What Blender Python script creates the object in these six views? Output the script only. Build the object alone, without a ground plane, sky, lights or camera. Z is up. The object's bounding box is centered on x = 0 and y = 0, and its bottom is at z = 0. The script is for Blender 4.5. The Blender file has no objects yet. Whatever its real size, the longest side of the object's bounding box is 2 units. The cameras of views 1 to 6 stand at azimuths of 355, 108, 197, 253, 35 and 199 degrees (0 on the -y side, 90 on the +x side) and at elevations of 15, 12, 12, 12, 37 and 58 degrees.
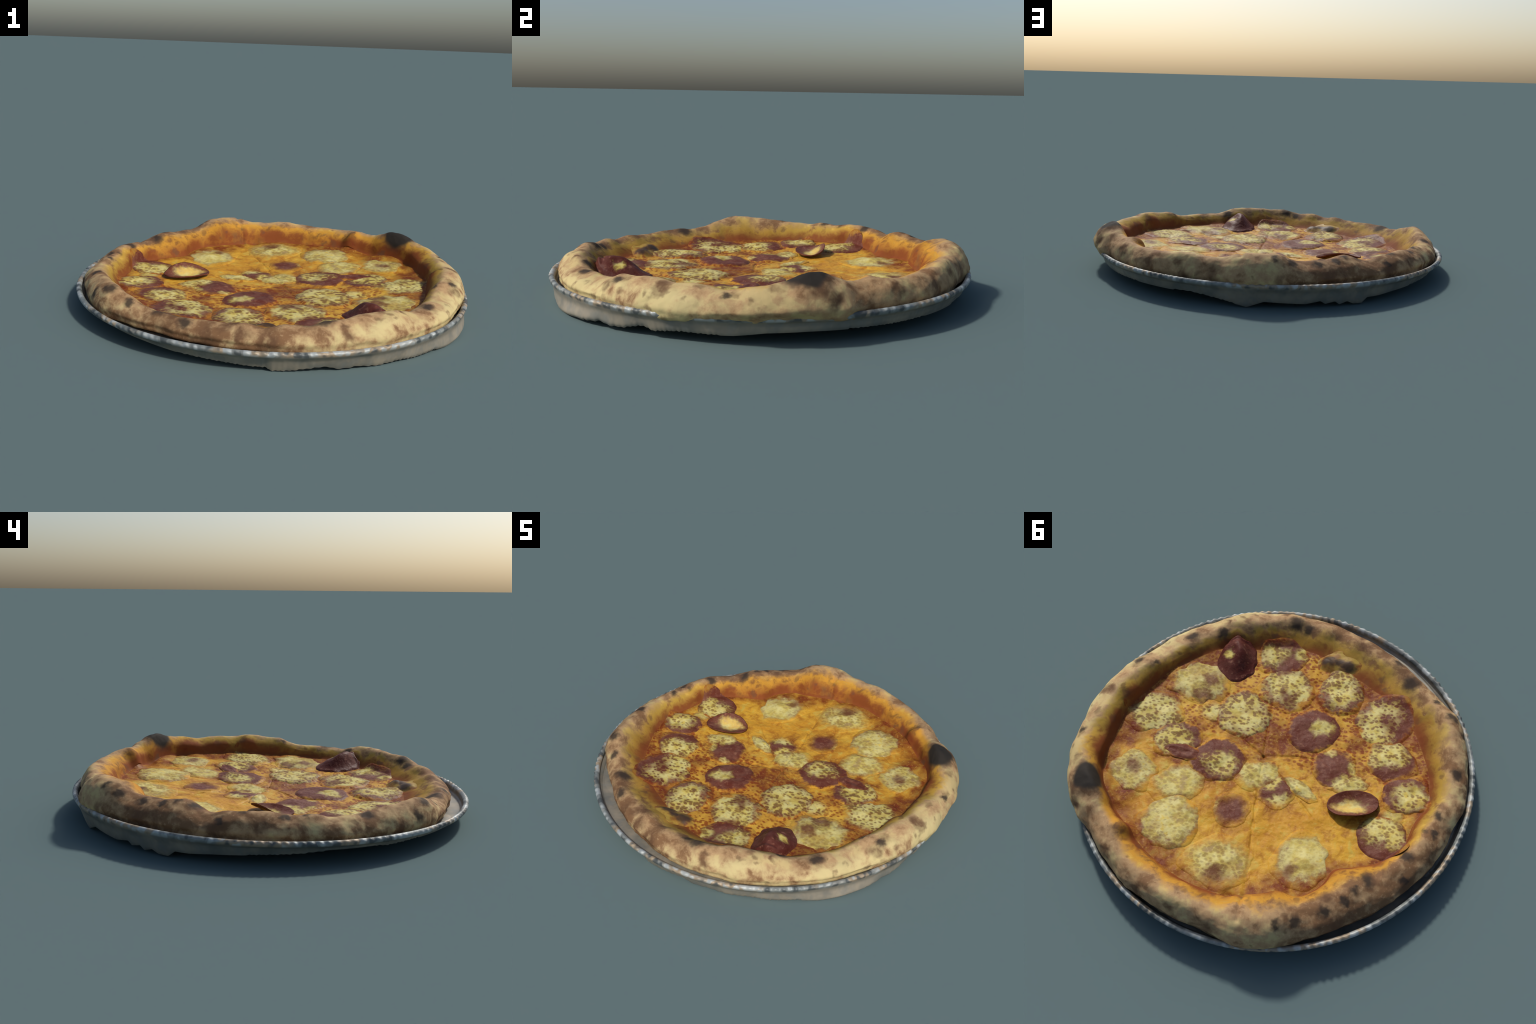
import bpy, math
import numpy as np
from mathutils import Vector

RNG = np.random.default_rng(7)
TAU = 2 * math.pi
PIZZA_Z = 0.085          # height of the pizza's base (its origin)

# ------------------------------------------------------------------ helpers
def knots(table, th):
    """periodic cubic Hermite curve through (degrees, value) knots"""
    d = np.radians(np.array([k[0] for k in table], float))
    v = np.array([k[1] for k in table], float)
    d = np.concatenate([d[-2:] - TAU, d, d[:2] + TAU])
    v = np.concatenate([v[-2:], v, v[:2]])
    sl = np.diff(v) / np.diff(d)
    m = np.zeros_like(v)
    m[1:-1] = np.where(sl[:-1] * sl[1:] > 0, 2 * sl[:-1] * sl[1:] / (sl[:-1] + sl[1:] + 1e-12), 0) * .6 + .4 * (v[2:] - v[:-2]) / (d[2:] - d[:-2])
    t = np.mod(th, TAU)
    i = np.clip(np.searchsorted(d, t) - 1, 1, len(d) - 3)
    h = d[i + 1] - d[i]
    s = (t - d[i]) / h
    return ((2*s**3 - 3*s**2 + 1) * v[i] + (s**3 - 2*s**2 + s) * h * m[i]
            + (-2*s**3 + 3*s**2) * v[i + 1] + (s**3 - s**2) * h * m[i + 1])

def hash3(i, j, k, seed):
    n = (i * 374761393 + j * 668265263 + k * 2147483647 + seed * 1274126177) & 0xFFFFFFFF
    n = ((n ^ (n >> 13)) * 1274126177) & 0xFFFFFFFF
    n = ((n ^ (n >> 16)) * 2246822519) & 0xFFFFFFFF
    return ((n ^ (n >> 15)) & 0xFFFFFF) / float(0xFFFFFF)

def vnoise(x, y, z, seed=0):
    """smooth value noise in -1..1"""
    x, y, z = np.broadcast_arrays(x, y, z)
    xi, yi, zi = np.floor(x).astype(np.int64), np.floor(y).astype(np.int64), np.floor(z).astype(np.int64)
    fx, fy, fz = x - xi, y - yi, z - zi
    f = lambda t: t*t*t*(t*(t*6 - 15) + 10)
    fx, fy, fz = f(fx), f(fy), f(fz)
    out = 0
    for a in (0, 1):
        for b in (0, 1):
            for c in (0, 1):
                w = (fx if a else 1-fx) * (fy if b else 1-fy) * (fz if c else 1-fz)
                out = out + w * hash3(xi + a, yi + b, zi + c, seed)
    return out * 2 - 1

def fbm(x, y, z, seed=0, octv=3):
    o, a, s = 0, 1.0, 0.0
    for i in range(octv):
        o = o + a * vnoise(x * 2**i, y * 2**i, z * 2**i, seed + i)
        s += a
        a *= .5
    return o / s

def sstep(x, a, b):
    t = np.clip((x - a) / (b - a), 0, 1)
    return t*t*(3 - 2*t)

def catmull(P, s):
    """P: (n, k, 2) control points, s: params 0..k-1 -> (n, len(s), 2)"""
    k = P.shape[1]
    i = np.clip(np.floor(s).astype(int), 0, k - 2)
    t = (s - i)[None, :, None]
    g = lambda j: P[:, np.clip(j, 0, k - 1)]
    p0, p1, p2, p3 = g(i - 1), g(i), g(i + 1), g(i + 2)
    return .5 * (2*p1 + (p2 - p0)*t + (2*p0 - 5*p1 + 4*p2 - p3)*t**2 + (3*p1 - p0 - 3*p2 + p3)*t**3)

def grid_faces(n, m, wrap=True, off=0):
    """quads of a grid of n columns (angle) by m rows, index = col*m+row"""
    c = np.arange(n if wrap else n - 1)
    r = np.arange(m - 1)
    C, R = np.meshgrid(c, r, indexing='ij')
    D = (C + 1) % n
    f = np.stack([C*m + R, C*m + R + 1, D*m + R + 1, D*m + R], -1).reshape(-1, 4) + off
    return f

def vert_normals(V, F):
    nrm = np.zeros_like(V)
    a, b, c, d = (V[F[:, i]] for i in range(4))
    n = np.cross(c - a, d - b)
    for i in range(4):
        np.add.at(nrm, F[:, i], n)
    return nrm / (np.linalg.norm(nrm, axis=1, keepdims=True) + 1e-12)

def make_mesh(name, V, F, normals=None, smooth=True):
    me = bpy.data.meshes.new(name)
    V = np.asarray(V, np.float32)
    polys = [list(map(int, dict.fromkeys(f))) for f in F.tolist()]
    polys = [p for p in polys if len(p) > 2]
    me.from_pydata(V.tolist(), [], polys)
    me.update()
    if smooth:
        me.polygons.foreach_set('use_smooth', [True] * len(me.polygons))
    if normals is not None:
        me.normals_split_custom_set_from_vertices(normals.tolist())
    return me

def add_obj(name, me, parent, loc=(0, 0, 0), mat=None):
    ob = bpy.data.objects.new(name, me)
    bpy.context.scene.collection.objects.link(ob)
    ob.parent = parent
    ob.location = loc
    if mat is not None and me is not None:
        me.materials.append(mat)
    return ob

# ------------------------------------------------------------------ shape tables (angle in degrees, metres)
RIDGE_R = [(0,.885),(8,.92),(16,.935),(24,.915),(31,.895),(40,.875),(55,.895),(67,.895),(86,.885),(100,.885),(108,.88),
           (119,.835),(129,.815),(138,.82),(146,.835),(156,.84),(170,.85),(187,.87),(197,.87),(209,.885),(224,.852),(235,.862),
           (249,.83),(262,.85),(273,.855),(283,.855),(292,.84),(307,.86),(319,.855),(332,.845),(341,.86),(350,.88)]
RIDGE_Z = [(0,.213),(6,.208),(12,.205),(18,.212),(24,.238),(29,.266),(33,.267),(37,.245),(41,.222),(46,.217),(55,.212),(67,.212),(78,.22),(88,.222),
           (95,.229),(100,.244),(104,.250),(108,.243),(113,.222),(120,.204),(128,.205),(135,.209),(140,.194),(145,.178),(150,.186),(156,.203),
           (162,.196),(170,.178),(178,.177),(187,.182),(197,.190),(205,.197),(210,.203),(215,.180),(221,.150),(226,.154),(231,.162),(236,.157),(243,.148),
           (251,.148),(259,.162),(266,.153),(273,.153),(280,.180),(286,.185),(292,.190),(298,.193),(304,.183),(312,.160),(320,.157),
           (328,.163),(333,.176),(338,.203),(343,.211),(350,.211)]
OUTER_R = [(0, .99),(8, 1.0),(15, 1.011),(25, 1.015),(32, 1.008),(38, .988),(46, .958),(58, .955),(66, .956),(74, .951),(84, .95),(92, .966),(100, .995),(105, .992),(111, .974),(120, .947),(131, .934),(142, .93),(150, .93),(160, .938),(172, .938),(182, .955),(199, .957),(210, .963),(217, .94),(224, .925),(232, .915),(240, .914),(250, .913),(260, .921),(270, .932),(281, .941),(291, .946),(304, .95),(315, .95),(329, .955),(340, .968),(352, .983)]
FOOT_R  = [(0,.81),(9,.815),(20,.84),(28,.845),(37,.815),(46,.80),(56,.79),(65,.782),(76,.778),(87,.77),(95,.755),(102,.735),(109,.722),(117,.745),
           (126,.715),(133,.665),(141,.70),(151,.755),(160,.775),(169,.76),(180,.785),(190,.775),(199,.755),(210,.74),(220,.735),(232,.70),
           (244,.685),(256,.685),(269,.72),(281,.735),(292,.715),(299,.73),(309,.77),(316,.77),(330,.785),(344,.785),(352,.80)]
BOTTOM_R = [(0,.955),(60,.955),(120,.955),(180,.952),(240,.955),(280,.957),(300,.965),(312,.978),(325,.992),(334,.985),(345,.965)]
BOTTOM_Z = [(0,.036),(8,.034),(13,.036),(20,.049),(30,.053),(40,.052),(52,.049),(64,.050),(77,.049),(83,.053),(88,.045),(94,.028),(101,.003),(106,.031),(113,.024),(118,.020),
            (122.5,.032),(124,.017),(127,.026),(128.5,.010),(131,.022),(133,.008),(136,.006),(138,.030),(142,.030),(148,.038),(159,.045),(170,.050),(178,.060),(186,.064),
            (194,.050),(205,.053),(218,.049),(230,.042),(242,.029),(252,.022),(259,.015),(263,.015),(264.5,.001),(269,.003),(274,.012),(278.5,.018),(281,.004),(287,.009),
            (292,.001),(299,.008),(305,.003),(312,.010),(318,.002),(325,.008),(329,.013),(333,.012),(338,.024),(341,.014),(345,.018),(349,.034),(351,.038),(353,.024)]
BULGE = [(0,.95),(25,1.0),(50,.9),(75,.9),(100,1.1),(120,1.0),(140,.8),(160,.85),(175,.5),(190,.1),(205,.0),(225,.0),(250,.0),(275,.1),(300,.3),(325,.5),(345,.9)]

def lip_height(th):
    return .1094 + .0031*np.cos(th) + .0149*np.sin(th) + .0014*np.cos(2*th) + .0008*np.sin(2*th)

def lip_radius(th):
    return .9935 - .0030*np.cos(2*th) - .004*np.cos(th) - .004*np.sin(th) - .003*np.sin(3*th)

CENTRE = np.array([.061, -.013])
CUTS = [((.061,-.013),(.0,.29),(-.095,.70)), ((.061,-.013),(.129,-.375),(.185,-.62)),
        ((.061,-.013),(.30,-.13),(.58,-.265)), ((.061,-.013),(-.10,.10),(-.27,.245)), ((.061,-.013),(-.08,-.055),(-.22,-.09))]

def seg_dist(x, y, a, b):
    ax, ay = a; bx, by = b
    dx, dy = bx - ax, by - ay
    t = np.clip(((x - ax)*dx + (y - ay)*dy) / (dx*dx + dy*dy), 0, 1)
    return np.hypot(x - ax - t*dx, y - ay - t*dy)

def disc_height(x, y):
    """top of the melted topping"""
    r2 = x*x + y*y
    h = .0800 + .035*r2 + .020*y + .016*x
    h = h + .006*fbm(x*9, y*9, 0*x + 3.1, 11, 2) + .0022*fbm(x*34, y*34, 0*x + 8.7, 21, 2)
    wob = .006*vnoise(x*18, y*18, 0*x, 5)
    for c in CUTS:
        d = np.minimum(seg_dist(x, y, c[0], c[1]), seg_dist(x, y, c[1], c[2])) + wob
        h = h - .0045*np.exp(-(d/.006)**2)
    return h

# ------------------------------------------------------------------ shader kit
class Kit:
    def __init__(self, tree):
        self.t = tree
        self.n = tree.nodes
    def _in(self, sock, v):
        if isinstance(v, bpy.types.NodeSocket):
            self.t.links.new(v, sock)
        elif v is not None:
            if hasattr(sock, 'default_value') and isinstance(v, (tuple, list)) and len(v) == 3 and sock.type == 'RGBA':
                v = (*v, 1)
            sock.default_value = v
    def math(self, op, a, b=None, c=None, clamp=False):
        n = self.n.new('ShaderNodeMath'); n.operation = op; n.use_clamp = clamp
        for i, v in enumerate((a, b, c)):
            self._in(n.inputs[i], v)
        return n.outputs[0]
    def add(self, a, b): return self.math('ADD', a, b)
    def mul(self, a, b): return self.math('MULTIPLY', a, b)
    def inv(self, a): return self.math('SUBTRACT', 1.0, a, clamp=True)
    def vmath(self, op, a, b=None, scale=None):
        n = self.n.new('ShaderNodeVectorMath'); n.operation = op
        self._in(n.inputs[0], a)
        if b is not None: self._in(n.inputs[1], b)
        if scale is not None: self._in(n.inputs['Scale'], scale)
        return n.outputs['Value'] if op in ('DISTANCE', 'LENGTH', 'DOT_PRODUCT') else n.outputs[0]
    def step(self, x, lo, hi, a=0.0, b=1.0):
        n = self.n.new('ShaderNodeMapRange'); n.interpolation_type = 'SMOOTHSTEP'
        self._in(n.inputs['Value'], x)
        self._in(n.inputs['From Min'], lo); self._in(n.inputs['From Max'], hi)
        self._in(n.inputs['To Min'], a); self._in(n.inputs['To Max'], b)
        return n.outputs['Result']
    def mix(self, f, a, b, blend='MIX'):
        n = self.n.new('ShaderNodeMix'); n.data_type = 'RGBA'; n.blend_type = blend
        self._in(n.inputs[0], f); self._in(n.inputs[6], a); self._in(n.inputs[7], b)
        return n.outputs[2]
    def noise(self, vec, scale, detail=2.0, rough=.5, dist=0.0, color=False):
        n = self.n.new('ShaderNodeTexNoise')
        self._in(n.inputs['Vector'], vec); self._in(n.inputs['Scale'], scale)
        self._in(n.inputs['Detail'], detail); self._in(n.inputs['Roughness'], rough); self._in(n.inputs['Distortion'], dist)
        return n.outputs['Color'] if color else n.outputs['Fac']
    def voronoi(self, vec, scale, feature='F1', rnd=1.0, smooth=None):
        n = self.n.new('ShaderNodeTexVoronoi'); n.feature = feature
        self._in(n.inputs['Vector'], vec); self._in(n.inputs['Scale'], scale); self._in(n.inputs['Randomness'], rnd)
        if smooth is not None: self._in(n.inputs['Smoothness'], smooth)
        return n.outputs['Distance']
    def coord(self, obj=None):
        n = self.n.new('ShaderNodeTexCoord')
        if obj is not None: n.object = obj
        return n.outputs['Object']
    def warp(self, vec, scale, amount):
        c = self.noise(vec, scale, 1.0, color=True)
        c = self.vmath('SUBTRACT', c, (.5, .5, .5))
        c = self.vmath('SCALE', c, scale=amount)
        return self.vmath('ADD', vec, c)
    def sep(self, v):
        n = self.n.new('ShaderNodeSeparateXYZ'); self._in(n.inputs[0], v)
        return n.outputs
    def comb(self, x, y, z):
        n = self.n.new('ShaderNodeCombineXYZ')
        for i, v in enumerate((x, y, z)): self._in(n.inputs[i], v)
        return n.outputs[0]
    def mapping(self, v, loc=(0,0,0), rot=(0,0,0), scale=(1,1,1)):
        n = self.n.new('ShaderNodeMapping')
        self._in(n.inputs[0], v); n.inputs[1].default_value = loc; n.inputs[2].default_value = rot; n.inputs[3].default_value = scale
        return n.outputs[0]
    def curve(self, x, table, lo, hi):
        """periodic profile over the angle, as a float curve node"""
        n = self.n.new('ShaderNodeFloatCurve')
        c = n.mapping.curves[0]
        pts = [(d / 360.0, (v - lo) / (hi - lo)) for d, v in table] + [(1.0, (table[0][1] - lo) / (hi - lo))]
        c.points[0].location = pts[0]; c.points[1].location = pts[-1]
        for p in pts[1:-1]:
            c.points.new(*p)
        n.mapping.update()
        self._in(n.inputs['Value'], x)
        return self.math('MULTIPLY_ADD', n.outputs[0], hi - lo, lo)
    def ellipses(self, pos, items, base=None):
        """max of soft spots; items: (x,y,z,radius)"""
        out = base
        for (x, y, z, r) in items:
            d = self.vmath('DISTANCE', pos, (x, y, z))
            m = self.step(self.math('DIVIDE', d, r), 1.12, .35)
            out = m if out is None else self.math('MAXIMUM', out, m)
        return out

def new_material(name):
    m = bpy.data.materials.new(name)
    m.use_nodes = True
    m.node_tree.nodes.clear()
    k = Kit(m.node_tree)
    out = k.n.new('ShaderNodeOutputMaterial')
    bsdf = k.n.new('ShaderNodeBsdfPrincipled')
    k.t.links.new(bsdf.outputs[0], out.inputs[0])
    return m, k, bsdf

def finish(k, bsdf, color, rough=.6, bump=None, strength=.4, dist=.004, spec=.35, metallic=0.0):
    k._in(bsdf.inputs['Base Color'], color)
    k._in(bsdf.inputs['Roughness'], rough)
    k._in(bsdf.inputs['Metallic'], metallic)
    bsdf.inputs['Specular IOR Level'].default_value = spec
    if bump is not None:
        b = k.n.new('ShaderNodeBump')
        b.inputs['Strength'].default_value = strength
        b.inputs['Distance'].default_value = dist
        k._in(b.inputs['Height'], bump)
        k.t.links.new(b.outputs[0], bsdf.inputs['Normal'])

# ------------------------------------------------------------------ things
pizza = bpy.data.objects.new('pizza', None)
bpy.context.scene.collection.objects.link(pizza)
pizza.location = (0, 0, PIZZA_Z)
pizza['label'] = 'baked pizza with salami, melted cheese and charred puffy crust'
pizza['category'] = 'pizza'

plate = bpy.data.objects.new('metal_plate', None)
bpy.context.scene.collection.objects.link(plate)
plate['label'] = 'shallow round grey metal plate with beaded rim'
plate['category'] = 'plate'

# colours (linear)
ORANGE = (.44, .150, .012)
AMBER  = (.60, .31, .030)
RUST   = (.30, .075, .012)
MAROON = (.115, .029, .017)
PURPLE = (.170, .066, .042)
CHEESE = (.54, .41, .080)
CREAM  = (.63, .55, .215)
YOLK   = (.66, .47, .05)

def angle_fraction(k, pos):
    s = k.sep(pos)
    a = k.math('ARCTAN2', s[1], s[0])
    a = k.math('DIVIDE', a, TAU)
    return k.math('FRACT', k.add(a, 1.0)), k.math('SQRT', k.add(k.mul(s[0], s[0]), k.mul(s[1], s[1]))), s

def speckle(k, P, scale=44.0):
    """brown freckles in the melted cheese, 0..1"""
    W = k.warp(P, 26.0, .016)
    flat = k.mapping(W, rot=(0, 0, .6), scale=(1, 1.35, .3))
    v = k.voronoi(flat, scale, 'F1', 1.0)
    size = k.math('MULTIPLY_ADD', k.noise(P, 14.0, 2.0), 2.0, -.5)
    return k.step(k.add(v, k.mul(k.math('SUBTRACT', size, .5), .5)), .60, .26)

# name, x, y, rx, ry, extra rotation, thickness, cheese blobs, edge softness, freckle
SLICES = [
 ('salami_slice', .166,-.637,.135,.110, 0, 0.0090, [(-.30,.10,.62),(.80,.10,.40)], .20, .8, [(.25,-.1,.35)]),
 ('salami_slice', .079,-.455,.138,.140, 0, 0.0112, [(-.1,.12,.90),(.5,-.3,.55)], .18, .8, [(-.02,-.35,.34),(.0,.8,.3)]),
 ('salami_slice',-.200,-.522,.116,.138, 0, 0.0150, [(.0,.05,.88)], .06, .9, []),
 ('salami_slice',-.470,-.418,.160,.150, 0, 0.0120, [(-.15,.1,.66),(-.45,-.5,.6)], .12, 1.0, [(.05,-.05,.35)]),
 ('salami_slice',-.137,-.242,.138,.128, 0, 0.0142, [(.28,.03,.40)], .10, .5, []),
 ('salami_slice', .237,-.218,.150,.145, 0, 0.0135, [(.0,-.02,.98)], .10, .9, []),
 ('salami_slice', .505, .035,.125,.108, 0, 0.0105, [(-.2,-.10,.80)], .12, .9, []),
 ('salami_slice', .270, .085,.140,.128, 0, 0.0128, [(.10,-.18,.58)], .12, .9, []),
 ('salami_slice', .450, .100,.115,.046, -.28, 0.0120, [], .30, .0, []),
 ('salami_slice', .106, .330,.100,.100, 0, 0.0060, [(-.85,.3,.40),(.0,1.1,.40)], .60, 1.0, []),
 ('salami_slice',-.066, .165,.100,.095, 0, 0.0067, [(-.2,.6,.5),(.1,-.7,.6)], .45, .9, []),
 ('salami_slice',-.300,-.055,.110,.118, 0, 0.0105, [(.2,-.80,.45),(.95,.0,.40),(-.2,.9,.3)], .25, .6, []),
 ('salami_slice',-.560,-.190,.125,.130, 0, 0.0128, [(.0,.28,.66),(-.55,.1,.5)], .20, .9, []),
 ('salami_slice',-.678,-.012,.120,.112, 0, 0.0135, [(.15,-.1,.76)], .08, .9, []),
 ('salami_slice',-.618, .258,.126,.122, 0, 0.0135, [(.05,.45,.76),(.4,.0,.45)], .06, .8, []),
]
CHEESES = [
 ('mozzarella_patch', .522,-.352,.155,.142, 0, 0.0120, [(-.05,.0,1.0)], .15, .4, [(.28,.08,.34),(.0,-.65,.3)]),
 ('mozzarella_patch', .675,-.080,.145,.135, 0, 0.0112, [(.0,.0,1.0)], .20, .9, [(-.8,.3,.3)]),
 ('mozzarella_patch', .640, .282,.112,.122, 0, 0.0097, [(.0,.0,1.0)], .20, .5, [(.08,.12,.36)]),
 ('mozzarella_patch', .409, .275,.125,.115, 0, 0.0105, [(.0,.0,1.0)], .28, .4, [(.1,-.8,.25)]),
 ('mozzarella_patch', .358, .490,.140,.145, 0, 0.0150, [(.0,.08,1.0)], .10, .4, []),
 ('mozzarella_patch', .051, .095,.118,.085, 0, 0.0090, [(-.2,.0,.9),(.5,.1,.6)], .25, .5, []),
 ('mozzarella_patch',-.174, .114,.100,.042,-.70, 0.0105, [(.0,.0,1.0)], .15, .5, []),
 ('mozzarella_patch',-.395, .010,.105,.068, 0, 0.0075, [(.0,.0,.9)], .35, .7, []),
 ('mozzarella_patch',-.305, .485,.142,.136, 0, 0.0135, [(.0,.05,1.0)], .10, .2, [(-.45,-.35,.25)]),
 ('mozzarella_patch', .067, .621,.165,.132, 0, 0.0097, [(-.1,.1,1.0)], .30, .5, [(-.05,-.62,.38)]),
 ('mozzarella_patch',-.640, .130,.070,.050, 0, 0.0045, [(.0,.0,1.0)], .50, .3, []),
 ('mozzarella_patch', .395,-.190,.075,.070, 0, 0.0045, [(.0,.0,.9)], .60, 1.0, []),
]

POOLS = [(.10,-.15,.005,.15),(-.02,-.13,.005,.13),(.20,-.10,.005,.10),(-.38,-.24,.01,.10),(.56,-.50,.02,.20),(.42,-.62,.02,.15),(-.33,-.57,.01,.15),
         (-.60,-.36,.02,.15),(.36,.68,.02,.17),(.50,.62,.02,.15),(.76,.06,.03,.13),(.66,-.20,.02,.10),(-.24,.66,.02,.10),(-.34,.62,.02,.09),
         (.06,-.03,.005,.07),(-.66,-.17,.02,.10),(.12,-.55,.01,.10),(.62,.40,.03,.10)]

def topping_group():
    g = bpy.data.node_groups.new('melted_topping', 'ShaderNodeTree')
    g.interface.new_socket('Color', in_out='OUTPUT', socket_type='NodeSocketColor')
    g.interface.new_socket('Bump', in_out='OUTPUT', socket_type='NodeSocketFloat')
    g.interface.new_socket('Freckle', in_out='OUTPUT', socket_type='NodeSocketFloat')
    k = Kit(g)
    out = k.n.new('NodeGroupOutput')
    P = k.coord(pizza)
    W = k.warp(P, 7.0, .10)
    big = k.math('MULTIPLY_ADD', k.noise(W, 5.0, 3.0, .55), 2.2, -.6)
    med = k.math('MULTIPLY_ADD', k.noise(W, 17.0, 4.0, .6), 2.0, -.5)
    fine = k.math('MULTIPLY_ADD', k.noise(P, 70.0, 3.0, .6), 2.0, -.5)
    col = k.mix(k.step(big, .15, .85), ORANGE, AMBER)
    col = k.mix(k.mul(k.step(k.sep(P)[1], -.10, .30), .5), col, (.62, .35, .038))
    col = k.mix(k.step(med, .58, .95, 0, .8), col, CHEESE)
    col = k.mix(k.mul(k.step(med, .54, .10, 0, .9), k.step(k.sep(P)[1], .35, -.05, .6, 1.0)), col, (.23, .056, .010))
    # freckled zone, mostly on the half towards -y
    fr = speckle(k, P)
    y = k.sep(P)
    zone = k.step(k.add(y[1], k.mul(k.math('SUBTRACT', big, .5), .5)), .14, -.10)
    col = k.mix(k.mul(k.mul(zone, .7), k.step(big, .0, .7, .35, 1.0)), col, (.60, .34, .048))
    col = k.mix(k.mul(fr, k.math('MULTIPLY_ADD', zone, .85, .10)), col, (.25, .065, .010))
    # red oil and sauce pools, and a ring of sauce along the foot of the crust
    pools = k.ellipses(W, POOLS)
    frac, rad, s_ = angle_fraction(k, P)
    gap = k.math('SUBTRACT', k.curve(frac, FOOT_R, .6, 1.05), rad)
    ring = k.step(k.add(gap, k.mul(k.math('SUBTRACT', big, .5), .14)), .10, .0, 0, .95)
    curds = k.ellipses(k.warp(P, 22.0, .05), [(q[1], q[2], .0, 1.40*max(q[3], q[4])) for q in CHEESES])
    col = k.mix(k.mul(curds, k.step(med, .2, 1.0, .05, .75)), col, (.54, .37, .07))
    halo = k.ellipses(W, [(q[1], q[2], .0, 1.55*max(q[3], q[4])) for q in SLICES])
    sauce = k.math('MAXIMUM', k.math('MAXIMUM', pools, ring), k.mul(halo, k.step(k.add(k.mul(big, .5), k.mul(med, .5)), .75, .20, .20, .95)))
    col = k.mix(k.mul(sauce, k.step(med, .1, .8, 1.0, .65)), col, (.155, .030, .011))
    col = k.mix(k.step(fine, .60, .95, 0, .30), col, (.64, .42, .10))
    k._in(out.inputs[0], col)
    k._in(out.inputs[1], k.add(k.mul(med, .4), k.add(k.mul(fine, .25), k.mul(fr, -.25))))
    k._in(out.inputs[2], fr)
    return g

TOPPING = topping_group()

def use_topping(k):
    n = k.n.new('ShaderNodeGroup'); n.node_tree = TOPPING
    return n.outputs

# where char sits on the crust: (x, y, z, radius) in metres
CHAR = [(.947,.181,.111,.030),(.858,-.31,.105,.036),(.767,-.33,.09,.024),(.66,-.578,.074,.042),(.505,-.65,.065,.042),(.145,-.83,.085,.055),
        (.074,-.825,.07,.042),(-.45,-.756,.055,.045),(-.542,-.64,.067,.062),(-.79,-.46,.115,.046),(-.695,-.553,.075,.034),(-.885,-.145,.096,.042),
        (-.845,.106,.095,.032),(-.851,.2,.096,.032),(-.809,.208,.094,.024),(-.754,.36,.11,.042),(-.614,.53,.106,.048),(-.579,.6,.115,.03),
        (-.487,.6,.08,.028),(-.471,.735,.112,.035),(-.373,.82,.12,.034),(-.298,.86,.15,.030),(-.136,.804,.1,.040),(.368,.755,.08,.034),
        (-.87,-.40,.067,.036),(-.77,.464,.087,.024),(-.548,.655,.112,.03),(.765,.445,.180,.120),(.815,.415,.185,.085)]
SCORCH = [(.85,-.28,.116,.032),(.86,-.36,.09,.050),(.935,-.078,.112,.048),(.15,.926,.061,.045),(-.285,-.817,.06,.045),(.507,-.718,.095,.022),(.226,-.881,.083,.03),
          (.655,-.566,.077,.055),(-.62,.52,.103,.05),(-.467,.671,.115,.05),(.235,-.914,.059,.04),(-.218,-.876,.047,.05),(-.097,-.917,.018,.06),
          (-.361,-.811,.004,.07),(-.235,-.8,.068,.04),(-.521,-.706,.067,.06),(-.869,.317,.076,.045),(-.904,.179,.075,.04),(-.908,-.295,.032,.05),
          (-.593,.707,.05,.06),(-.796,.482,.059,.06),(.175,.916,.096,.045),(-.027,.941,.072,.06),(-.539,.753,.07,.07),(.368,.877,.077,.04),
          (.826,.508,.134,.06),(.807,.56,.09,.05),(.557,.767,.097,.04),(.88,.356,.138,.04),(-.16,.76,.06,.06),(-.10,.72,.05,.04)]
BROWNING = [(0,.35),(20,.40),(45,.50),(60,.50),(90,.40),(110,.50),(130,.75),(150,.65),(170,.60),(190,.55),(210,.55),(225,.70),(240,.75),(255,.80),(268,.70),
            (280,.50),(295,.42),(310,.36),(325,.40),(340,.42)]

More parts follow.
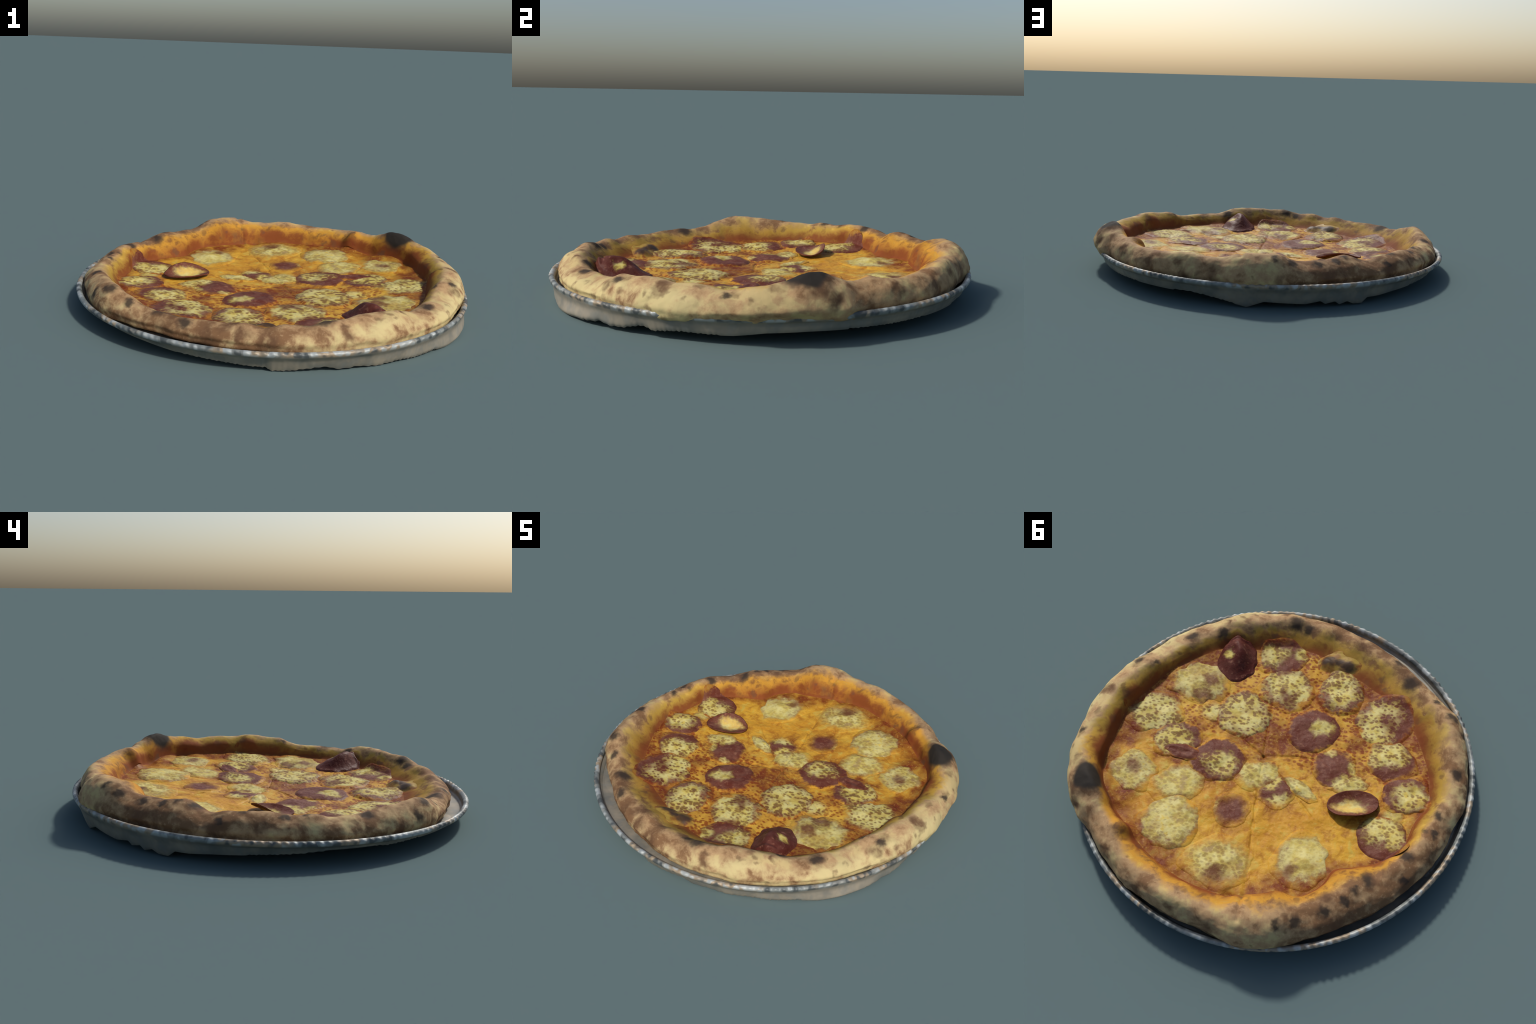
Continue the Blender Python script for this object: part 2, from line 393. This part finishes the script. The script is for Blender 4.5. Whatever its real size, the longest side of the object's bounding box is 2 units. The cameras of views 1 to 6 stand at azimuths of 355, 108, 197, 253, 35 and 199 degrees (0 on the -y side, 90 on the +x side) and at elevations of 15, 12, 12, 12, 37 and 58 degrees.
def crust_colour(k):
    P = k.coord(pizza)
    frac, rad, s = angle_fraction(k, P)
    foot = k.curve(frac, FOOT_R, .6, 1.05)
    ridge = k.curve(frac, RIDGE_R, .6, 1.05)
    u = k.math('DIVIDE', k.math('SUBTRACT', rad, foot), k.math('SUBTRACT', ridge, foot))   # 0 foot .. 1 ridge
    W = k.warp(P, 9.0, .06)
    big = k.math('MULTIPLY_ADD', k.noise(W, 5.0, 2.0), 2.2, -.6)
    med = k.math('MULTIPLY_ADD', k.noise(W, 15.0, 4.0, .6), 2.0, -.5)
    fine = k.noise(P, 70.0, 3.0, .6)
    brown = k.add(k.curve(frac, BROWNING, 0, 1), k.add(k.mul(k.math('SUBTRACT', big, .5), .5), k.mul(k.math('SUBTRACT', med, .5), .9)))
    tan = k.mix(k.step(brown, .10, .48), (.53, .40, .185), (.42, .268, .135))
    tan = k.mix(k.step(brown, .42, .88, 0, .95), tan, (.20, .105, .050))
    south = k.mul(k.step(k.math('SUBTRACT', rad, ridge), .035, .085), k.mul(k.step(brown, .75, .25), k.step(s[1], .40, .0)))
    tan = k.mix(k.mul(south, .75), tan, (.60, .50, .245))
    tan = k.mix(k.step(fine, .55, .75, 0, .3), tan, (.62, .44, .24))
    # greasy golden inner wall
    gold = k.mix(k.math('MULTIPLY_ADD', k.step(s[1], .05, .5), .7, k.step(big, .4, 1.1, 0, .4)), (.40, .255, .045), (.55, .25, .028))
    gold = k.mix(k.step(med, .48, .85, 0, .9), gold, (.21, .085, .020))
    gold = k.mix(k.step(med, .40, .1, 0, .6), gold, (.62, .42, .10))
    wob = k.add(u, k.add(k.mul(k.math('SUBTRACT', big, .5), .55), k.mul(k.math('SUBTRACT', med, .5), .55)))
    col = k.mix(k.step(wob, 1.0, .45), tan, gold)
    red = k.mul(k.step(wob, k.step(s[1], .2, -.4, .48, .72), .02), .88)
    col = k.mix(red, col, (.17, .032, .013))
    # small brown freckles of heat
    WV = k.warp(k.warp(P, 50.0, .02), 15.0, .07)
    v = k.voronoi(WV, 13.0, 'F1', 1.0)
    spot = k.mul(k.step(k.add(v, k.mul(k.math('SUBTRACT', med, .5), .4)), .34, .12), k.step(k.noise(P, 3.2, 1.0), .44, .56))
    col = k.mix(k.mul(spot, .6), col, (.12, .06, .032))
    scorch = k.ellipses(WV, SCORCH)
    col = k.mix(k.mul(scorch, k.step(med, .1, .7, .45, .9)), col, (.13, .068, .036))
    ch = k.ellipses(k.warp(k.warp(P, 60.0, .018), 20.0, .045), CHAR)
    col = k.mix(k.mul(ch, .92), col, (.046, .034, .026))
    bl = k.vmath('DISTANCE', k.warp(P, 18.0, .03), (.772, .440, .180))
    col = k.mix(k.step(bl, .100, .070, 0, .97), col, (.030, .026, .022))
    return col, k.add(k.mul(med, .3), k.mul(fine, .5))

# ------------------------------------------------------------------ pizza body: one surface, split into topping and crust
NT = 900
ND = 170       # rows from centre to foot
NC = 110       # rows over the crust
th = np.arange(NT) / NT * TAU
rf, rt, zt, ro = knots(FOOT_R, th), knots(RIDGE_R, th), knots(RIDGE_Z, th), knots(OUTER_R, th)
lipz = lip_height(th)
zo = lipz + .20 * (zt - lipz) + .005

def crust_controls():
    zf = disc_height(rf*np.cos(th), rf*np.sin(th))
    pr = rf - .05
    zp = disc_height(pr*np.cos(th), pr*np.sin(th))
    zi = zf + .003
    lr_ = lip_radius(th)
    bulge = knots(BULGE, th)                       # 1 = fat overhanging roll, 0 = gentle slope
    b_r = rf + (.56 - .27*bulge) * (rt - rf)
    b_z = zi + (.52 + .13*bulge) * (zt - zi)
    P = [(pr, zp), (rf, zi), (b_r, b_z), (rt, zt),
         (rt + .66*(ro - rt), zo + .66*(zt - zo)), (ro, zo),
         (np.minimum(ro - .002, lr_ + .010), lipz - .004), (np.minimum(ro - .012, lr_ - .018), lipz - .030), (ro - .09, lipz - .046)]
    return np.stack([np.stack([p[0] + 0*th, p[1] + 0*th], -1) for p in P], 1)

CP = crust_controls()
sc = 1 + np.linspace(0, 1, NC) * 7
crust_rz = catmull(CP, sc)                                # (NT, NC, 2)
sd = (np.linspace(0, 1, ND) ** .8)[None, :]
disc_r = sd * rf[:, None]
R = np.concatenate([disc_r, crust_rz[:, 1:, 0]], 1)
X, Y = R*np.cos(th)[:, None], R*np.sin(th)[:, None]
Zd = disc_height(X[:, :ND], Y[:, :ND])
Zd = Zd + (crust_rz[:, :1, 1] - Zd[:, -1:]) * sstep(disc_r, rf[:, None] - .07, rf[:, None])
Z = np.concatenate([Zd, crust_rz[:, 1:, 1]], 1)

# lumps, pits and wrinkles of the dough; knobs: x, y, radius, height
KNOBS = [(.53,.62,.05,.034),(.85,.12,.05,.012),(-.25,.73,.06,.014),(.72,.40,.06,.012),(-.86,.08,.05,.008),(.50,.665,.035,-.012),(.63,.52,.04,-.012),(-.56,.545,.07,.012),(-.04,.76,.03,-.014),(.78,.30,.04,-.012),(.80,-.12,.05,.012)]
BODY = np.stack([X, Y, Z], -1).reshape(-1, 3)
FACES = grid_faces(NT, ND + NC - 1)[:, ::-1]
nrm = vert_normals(BODY, FACES)
if nrm[(ND + 40)][2] < 0:
    FACES = FACES[:, ::-1]; nrm = -nrm
M_ROWS = ND + NC - 1
row = np.tile(np.arange(M_ROWS), NT)
wcrust = sstep(row, ND + 4, ND + 26) * (1 - sstep(row, ND + 88, ND + NC - 2))
lump = (.010*fbm(BODY[:, 0]*7, BODY[:, 1]*7, BODY[:, 2]*7, 31, 2) + .004*fbm(BODY[:, 0]*22, BODY[:, 1]*22, BODY[:, 2]*22, 41, 3))
BODY = BODY + nrm * (wcrust * lump)[:, None]
ang = np.repeat(th, M_ROWS)
rib = np.sin(ang*17 + 2.2*np.sin(ang*3) + 1.3*np.sin(ang*7)) * (.5 + .5*vnoise(np.cos(ang)*3, np.sin(ang)*3, 0*ang, 55))
BODY = BODY + nrm * (.0085*rib*sstep(row, ND + 2, ND + 14)*(1 - sstep(row, ND + 28, ND + 50)))[:, None]
for (bx, by, br_, amp) in KNOBS:
    g = np.exp(-((BODY[:, 0] - bx)**2 + (BODY[:, 1] - by)**2) / br_**2)
    BODY = BODY + (nrm*.6 + np.array([0, 0, .4])) * (g * amp * sstep(row, ND - 30, ND + 6))[:, None]
cut = seg_dist(BODY[:, 0], BODY[:, 1], (-.095, .70), (-.135, .90))
BODY = BODY - nrm * (.010*np.exp(-(cut/.011)**2) * sstep(row, ND - 20, ND + 10) * (1 - sstep(row, ND + 45, ND + 60)))[:, None]
NRM = vert_normals(BODY, FACES)
BODY[:, 2] -= PIZZA_Z

M = ND + NC - 1
idx = np.arange(NT*M).reshape(NT, M)
def sub_surface(c0, c1):
    ids = idx[:, c0:c1]
    return BODY[ids.ravel()], grid_faces(NT, c1 - c0)[:, ::-1] if FLIP else grid_faces(NT, c1 - c0), NRM[ids.ravel()]
FLIP = bool((FACES[0] == grid_faces(NT, M)[:, ::-1][0]).all())

def weld_centre(V, F, Nn, m):
    """collapse the first row to one vertex"""
    F = F.copy()
    first = np.arange(0, len(V), m)
    F[np.isin(F, first)] = 0
    return V, F, Nn

mat_top, k, bsdf = new_material('melted_cheese_and_sauce')
o = use_topping(k)
finish(k, bsdf, o[0], .5, o[1], .4, .005, .10)
V, F, Nn = sub_surface(0, ND)
Nn = Nn.copy(); Nn[::ND] = (0, 0, 1)
V, F, Nn = weld_centre(V, F, Nn, ND)
add_obj('topping', make_mesh('topping', V, F, Nn), pizza, mat=mat_top)

mat_crust, k, bsdf = new_material('baked_dough')
col, bmp = crust_colour(k)
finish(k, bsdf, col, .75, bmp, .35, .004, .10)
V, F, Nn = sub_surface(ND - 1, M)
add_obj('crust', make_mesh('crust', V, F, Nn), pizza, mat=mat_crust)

# dough underside, closing the body
ns = 24
rr = np.linspace(0, 1, ns)[None, :] * crust_rz[:, -1:, 0]
zz = np.full((NT, ns), .057) + (crust_rz[:, -1:, 1] - .057) * np.linspace(0, 1, ns)[None, :]**4
V = np.stack([rr*np.cos(th)[:, None], rr*np.sin(th)[:, None], zz - PIZZA_Z], -1).reshape(-1, 3)[:, :]
F = grid_faces(NT, ns)
F[np.isin(F, np.arange(0, NT*ns, ns))] = 0
add_obj('base_dough', make_mesh('base_dough', V, F), pizza, mat=mat_crust)

# ------------------------------------------------------------------ pieces lying on the topping
VIEW_ROT = math.radians(198.7)     # pieces share one orientation: local y points towards the -y side

def body_height(x, y):
    """height of the pizza surface, up the crust's inner wall as far as the ridge"""
    col_ = np.round(np.mod(np.arctan2(y, x), TAU) / TAU * NT).astype(int) % NT
    rad = np.hypot(x, y)
    z = disc_height(x, y)
    out = z.copy().ravel(); c = col_.ravel(); r = rad.ravel()
    for i in np.where(r > rf[c] - .07)[0]:
        out[i] = np.interp(r[i], R[c[i], 40:ND + 44], Z[c[i], 40:ND + 44])
    return out.reshape(z.shape)

def piece_mesh(name, x, y, rx, ry, rot, lift, outline=.10, seed=0, nr=26, na=84, drop=.004):
    """a thin irregular sheet draped over the topping; lift(u, v, rho) in metres"""
    a = np.arange(na) / na * TAU
    out = 1 + outline * (vnoise(np.cos(a)*1.3, np.sin(a)*1.3, 0*a + seed*3.7, 60 + seed) + .5*vnoise(np.cos(a)*3.2, np.sin(a)*3.2, 0*a + seed*1.7, 80 + seed))
    rho = np.linspace(0, 1, nr)[None, :]**.85
    u, v = rho*np.cos(a)[:, None]*out[:, None], rho*np.sin(a)[:, None]*out[:, None]
    c, s = math.cos(rot), math.sin(rot)
    wx, wy = x + c*u*rx - s*v*ry, y + s*u*rx + c*v*ry
    z0 = float(disc_height(np.array([x]), np.array([y]))[0])
    zi = body_height(wx, wy)
    rho2 = np.broadcast_to(rho, wx.shape)
    z = zi + lift(u, v, rho2) - drop*sstep(rho2, .90, 1.0)
    V = np.stack([u, v, z - z0], -1).reshape(-1, 3)
    F = grid_faces(na, nr)
    F[np.isin(F, np.arange(0, na*nr, nr))] = 0
    me = make_mesh(name, V, F)
    return me, z0

def slice_material(name, blobs, cheese=CHEESE, meat=MAROON, lean=PURPLE, edge=.10, freckle=.8, holes=(), meat_on=1.0):
    """salami under melted cheese. blobs: (u, v, radius) of cheese in the piece's own frame"""
    m, k, bsdf = new_material(name)
    t = use_topping(k)
    P = k.coord(pizza)
    L = k.coord()
    s = k.sep(L)
    LF = k.comb(s[0], s[1], 0.0)
    LF = k.vmath('ADD', LF, k.vmath('SCALE', k.vmath('SUBTRACT', k.noise(P, 9.0, 2.0, .6, color=True), (.5, .5, .5)), scale=.75))
    s = k.sep(LF)
    LF = k.comb(s[0], s[1], 0.0)
    n1 = k.math('MULTIPLY_ADD', k.noise(P, 14.0, 3.0, .6), 2.2, -.6)
    n2 = k.math('MULTIPLY_ADD', k.noise(P, 48.0, 3.0, .6), 2.0, -.5)
    j = k.add(k.mul(k.math('SUBTRACT', n1, .5), .55), k.mul(k.math('SUBTRACT', n2, .5), .40))
    rho = k.vmath('LENGTH', LF)
    body = k.mix(k.step(n1, .2, .9), meat, lean)
    body = k.mix(k.step(n2, .60, .95, 0, .5), body, (.30, .14, .085))
    ch = None
    for (u, v, r) in blobs:
        d = k.math('DIVIDE', k.vmath('DISTANCE', LF, (u, v, 0)), r)
        q = k.step(k.add(d, j), 1.22, .50)
        ch = q if ch is None else k.math('MAXIMUM', ch, q)
    for (u, v, r) in holes:
        d = k.math('DIVIDE', k.vmath('DISTANCE', LF, (u, v, 0)), r)
        ch = k.mul(ch, k.step(k.add(d, k.mul(j, 1.3)), .35, 1.5, .2, 1.0))
    milk = k.mix(k.step(n1, .2, .8), cheese, CREAM)
    milk = k.mix(k.step(n1, .75, 1.0, 0, .7), milk, YOLK)
    milk = k.mix(k.step(n1, .35, .05, 0, .5), milk, (.47, .35, .20))
    low = k.math('MULTIPLY_ADD', k.noise(P, 10.0, 2.0, .6), 2.4, -.7)
    milk = k.mix(k.step(low, .55, .95, 0, .55), milk, (.36, .22, .055))
    if ch is not None:
        frk = k.mul(t[2], k.step(k.add(ch, k.mul(k.math('SUBTRACT', n1, .5), .6)), 1.3, .5, freckle*.7, freckle))
        milk = k.mix(frk, milk, (.135, .050, .018))
        body = k.mix(k.mul(ch, .97), body, milk)
    border = k.step(k.add(rho, k.mul(j, .35)), .94 - edge, 1.0)
    col = k.mix(border, body, t[0]) if edge >= 0 else body
    if meat_on < 1.0:
        keep = k.math('MAXIMUM', ch, meat_on)
        col = k.mix(keep, t[0], col)
    finish(k, bsdf, col, .5, k.add(t[1], k.mul(n2, .3)), .4, .005, .10)
    return m

def drape(name, x, y, rx, ry, rot, thick, mat, seed, outline=.10, rim=.35):
    def lift(u, v, rho):
        dome = rim + (1 - rim)*(1 - rho**2)**.8
        rough = 1 + .35*vnoise(u*2.2 + seed, v*2.2, 0*u + seed, 90)
        return thick * dome * rough
    me, z0 = piece_mesh(name, x, y, rx, ry, VIEW_ROT + rot, lift, outline, seed)
    ob = add_obj(name, me, pizza, (x, y, z0 - PIZZA_Z), mat)
    ob.rotation_euler = (0, 0, VIEW_ROT + rot)
    ob.scale = (rx, ry, 1)
    return ob

for i, (nm, x, y, rx, ry, rot, tk, blobs, edge, frk, holes) in enumerate(SLICES):
    drape(nm, x, y, rx*1.06, ry*1.06, rot, tk, slice_material('salami_with_cheese', blobs, edge=edge, freckle=frk, holes=holes), i + 1, .16, .22)
for i, (nm, x, y, rx, ry, rot, tk, blobs, edge, frk, holes) in enumerate(CHEESES):
    drape(nm, x, y, rx*1.08, ry*1.08, rot, tk, slice_material('melted_mozzarella', blobs, cheese=(.54, .42, .095), edge=edge + .08, freckle=frk, holes=holes), i + 40, .24, .0)

# folded salami standing up like a tent
def tent_lift(u, v, rho):
    pk = np.exp(-(((u + .05)/.62)**2 + ((v - .25)/.75)**2)**1.4)
    hollow = np.exp(-(((u + .35)/.22)**2 + ((v - .12)/.30)**2))
    fold = .10*np.sin(u*7 + v*2)*np.exp(-rho**2)
    return (.078*pk*(1 + fold) - .016*hollow + .004) * (1 - sstep(rho, .85, 1.0)*.9)
me, z0 = piece_mesh('folded_salami', .383, -.535, .118, .140, VIEW_ROT, tent_lift, .12, 77, 40, 110)
ob = add_obj('folded_salami', me, pizza, (.383, -.535, z0 - PIZZA_Z), slice_material('dark_salami', [(-.38, .12, .26)], meat=(.085, .020, .014), lean=(.125, .042, .030), edge=-1, freckle=.6))
ob.rotation_euler = (0, 0, VIEW_ROT); ob.scale = (.118, .140, 1)

# curled slice with a lifted lip
def curl_lift(u, v, rho):
    return .010 + .018*np.clip(v, 0, 1)**2 + .046*np.clip(-v, 0, 1)**1.3*(1 - .55*u*u) + .010*np.abs(u)**3
me, z0 = piece_mesh('curled_salami', -.445, .130, .125, .078, VIEW_ROT, curl_lift, .06, 78, 24, 96, 0.0)
ob = add_obj('curled_salami', me, pizza, (-.445, .130, z0 - PIZZA_Z), slice_material('curled_salami_with_cheese', [(-.08, -.12, .66)], cheese=(.62, .42, .10), edge=-1, freckle=.05))
ob.rotation_euler = (0, 0, VIEW_ROT); ob.scale = (.125, .078, 1)
sm = ob.modifiers.new('thickness', 'SOLIDIFY'); sm.thickness = .006; sm.offset = -1

# blistered dough bubble by the wall
def bubble_lift(u, v, rho):
    a = np.exp(-(((u + .45)/.42)**2 + (v/.6)**2)) + .75*np.exp(-(((u - .35)/.45)**2 + ((v + .15)/.55)**2))
    return .030*a*(1 - sstep(rho, .6, 1.0)) - .002
m, k, bsdf = new_material('blistered_dough')
t = use_topping(k)
P = k.coord(pizza); L = k.coord(); q = k.sep(L); LF = k.comb(q[0], q[1], 0.0)
n1 = k.math('MULTIPLY_ADD', k.noise(P, 15.0, 3.0, .6), 2.0, -.5)
col = k.mix(k.step(n1, .2, .8), (.40, .26, .045), (.22, .085, .016))
burn = k.ellipses(k.warp(LF, 4.0, .35), [(-.50, .05, 0, .55), (.38, -.25, 0, .50), (.0, .0, 0, .35)])
col = k.mix(k.mul(burn, .95), col, (.05, .028, .018))
col = k.mix(k.step(k.add(k.vmath('LENGTH', LF), k.mul(k.math('SUBTRACT', n1, .5), .4)), .7, 1.0), col, t[0])
finish(k, bsdf, col, .55, n1, .3, .004, .22)
BX, BY = -.140, -.690
me, z0 = piece_mesh('dough_bubble', BX, BY, .130, .075, VIEW_ROT - .2, bubble_lift, .1, 79, 30, 96)
ob = add_obj('dough_bubble', me, pizza, (BX, BY, z0 - PIZZA_Z), m)
ob.rotation_euler = (0, 0, VIEW_ROT - .2); ob.scale = (.130, .075, 1)

# ------------------------------------------------------------------ metal plate
def plate_profile():
    lr, lz = lip_radius(th), lip_height(th)
    br, bz = knots(BOTTOM_R, th), knots(BOTTOM_Z, th)
    deg = np.degrees(th)
    bz = np.interp(deg, [q[0] for q in BOTTOM_Z], [q[1] for q in BOTTOM_Z], period=360)
    saw = np.interp(np.mod(deg*.31 + 1.1*np.sin(th*7), 1), [0, .2, .5, .7, 1], [0, 1, .3, .75, 0])
    bz = np.clip(bz + .005*saw*(vnoise(np.cos(th)*4, np.sin(th)*4, 0*th, 71) > -.1), 0, None)
    mid_r = lr - .006 - .35*(lr - br)
    P = [(.0*th, .050 + 0*th), (.5 + 0*th, .050 + 0*th), (.90 + 0*th, .052 + 0*th), (lr - .034, lz - .034), (lr - .026, lz - .008), (lr - .012, lz + .002), (lr, lz - .006),
         (lr - .003, lz - .020), (mid_r, bz + .52*(lz - bz)), (br + .006, bz + .012), (br, bz), (br - .004, bz + .001), (br - .04, np.maximum(bz + .012, .036)), (.6 + 0*th, .044 + 0*th), (.0*th, .044 + 0*th)]
    return np.stack([np.stack([p[0] + 0*th, p[1] + 0*th], -1) for p in P], 1)
PP = plate_profile()
sp = np.concatenate([np.linspace(0, 2, 10)[:-1], np.linspace(2, 4, 20)[:-1], np.linspace(4, 7, 36)[:-1], np.linspace(7, 10, 30)[:-1], np.linspace(10, 12, 8)[:-1], np.linspace(12, 14, 8)])
rz = catmull(PP, sp)
# beads along the lip
w = np.exp(-((sp - 5.7)/.75)**2)[None, :]
flute = np.sin(th*172 + 1.5*np.sin(th*9) + 2*np.sin(th*4))[:, None] * (.6 + .4*vnoise(np.cos(th)*9, np.sin(th)*9, 0*th, 17))[:, None]
rz[..., 0] += .0030*w*flute
rz[..., 1] += .0030*w*flute
px, py = rz[..., 0]*np.cos(th)[:, None], rz[..., 0]*np.sin(th)[:, None]
pz = np.clip(rz[..., 1], 0, None)
V = np.stack([px, py, pz], -1)

mat_plate, k, bsdf = new_material('tarnished_metal_painted_glints')
P = k.coord()
frac, rad, s = angle_fraction(k, P)
arc = k.comb(k.mul(frac, 172.0), k.mul(s[2], 22.0), k.mul(rad, 16.0))
n1 = k.math('MULTIPLY_ADD', k.noise(P, 7.0, 3.0, .6), 2.0, -.5)
streak = k.math('MULTIPLY_ADD', k.noise(arc, .40, 3.0, .6), 2.0, -.5)
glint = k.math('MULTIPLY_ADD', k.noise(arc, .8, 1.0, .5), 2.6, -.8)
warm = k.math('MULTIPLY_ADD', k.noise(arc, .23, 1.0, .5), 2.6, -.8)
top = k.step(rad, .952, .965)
col = k.mix(k.step(n1, .2, .8), (.20, .195, .165), (.33, .285, .215))
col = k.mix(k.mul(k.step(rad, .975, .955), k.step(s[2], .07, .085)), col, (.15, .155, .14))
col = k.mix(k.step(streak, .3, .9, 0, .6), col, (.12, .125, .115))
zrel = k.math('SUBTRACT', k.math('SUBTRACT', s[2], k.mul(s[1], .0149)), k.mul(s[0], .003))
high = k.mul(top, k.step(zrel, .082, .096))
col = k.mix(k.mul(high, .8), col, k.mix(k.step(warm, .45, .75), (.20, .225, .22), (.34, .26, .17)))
col = k.mix(k.mul(k.step(glint, .55, .85), k.math('MULTIPLY_ADD', high, .8, .08)), col, (.40, .43, .42))  # bright metal reflections painted into the colour, mostly on the rim
col = k.mix(k.mul(k.step(glint, .42, .12), k.math('MULTIPLY_ADD', high, .8, .12)), col, (.075, .085, .085))  # dark counterpart of the painted reflections, also in the colour
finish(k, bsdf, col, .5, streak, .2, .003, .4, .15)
nm = V.shape[1]
jsplit = int(np.searchsorted(sp, 4.0)); jwall = int(np.searchsorted(sp, 7.0))
VV = V.reshape(-1, 3)
FF = grid_faces(NT, nm)[:, ::-1]
NP = vert_normals(VV, FF)
if NP[jsplit][2] < 0:
    NP = -NP; FF = FF[:, ::-1]; pf = False
else:
    pf = True
ids = np.arange(NT*nm).reshape(NT, nm)
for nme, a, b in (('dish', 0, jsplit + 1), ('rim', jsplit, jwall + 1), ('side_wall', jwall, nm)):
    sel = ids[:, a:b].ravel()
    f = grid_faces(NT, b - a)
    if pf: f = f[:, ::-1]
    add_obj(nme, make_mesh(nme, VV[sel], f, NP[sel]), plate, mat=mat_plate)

bpy.context.view_layer.update()
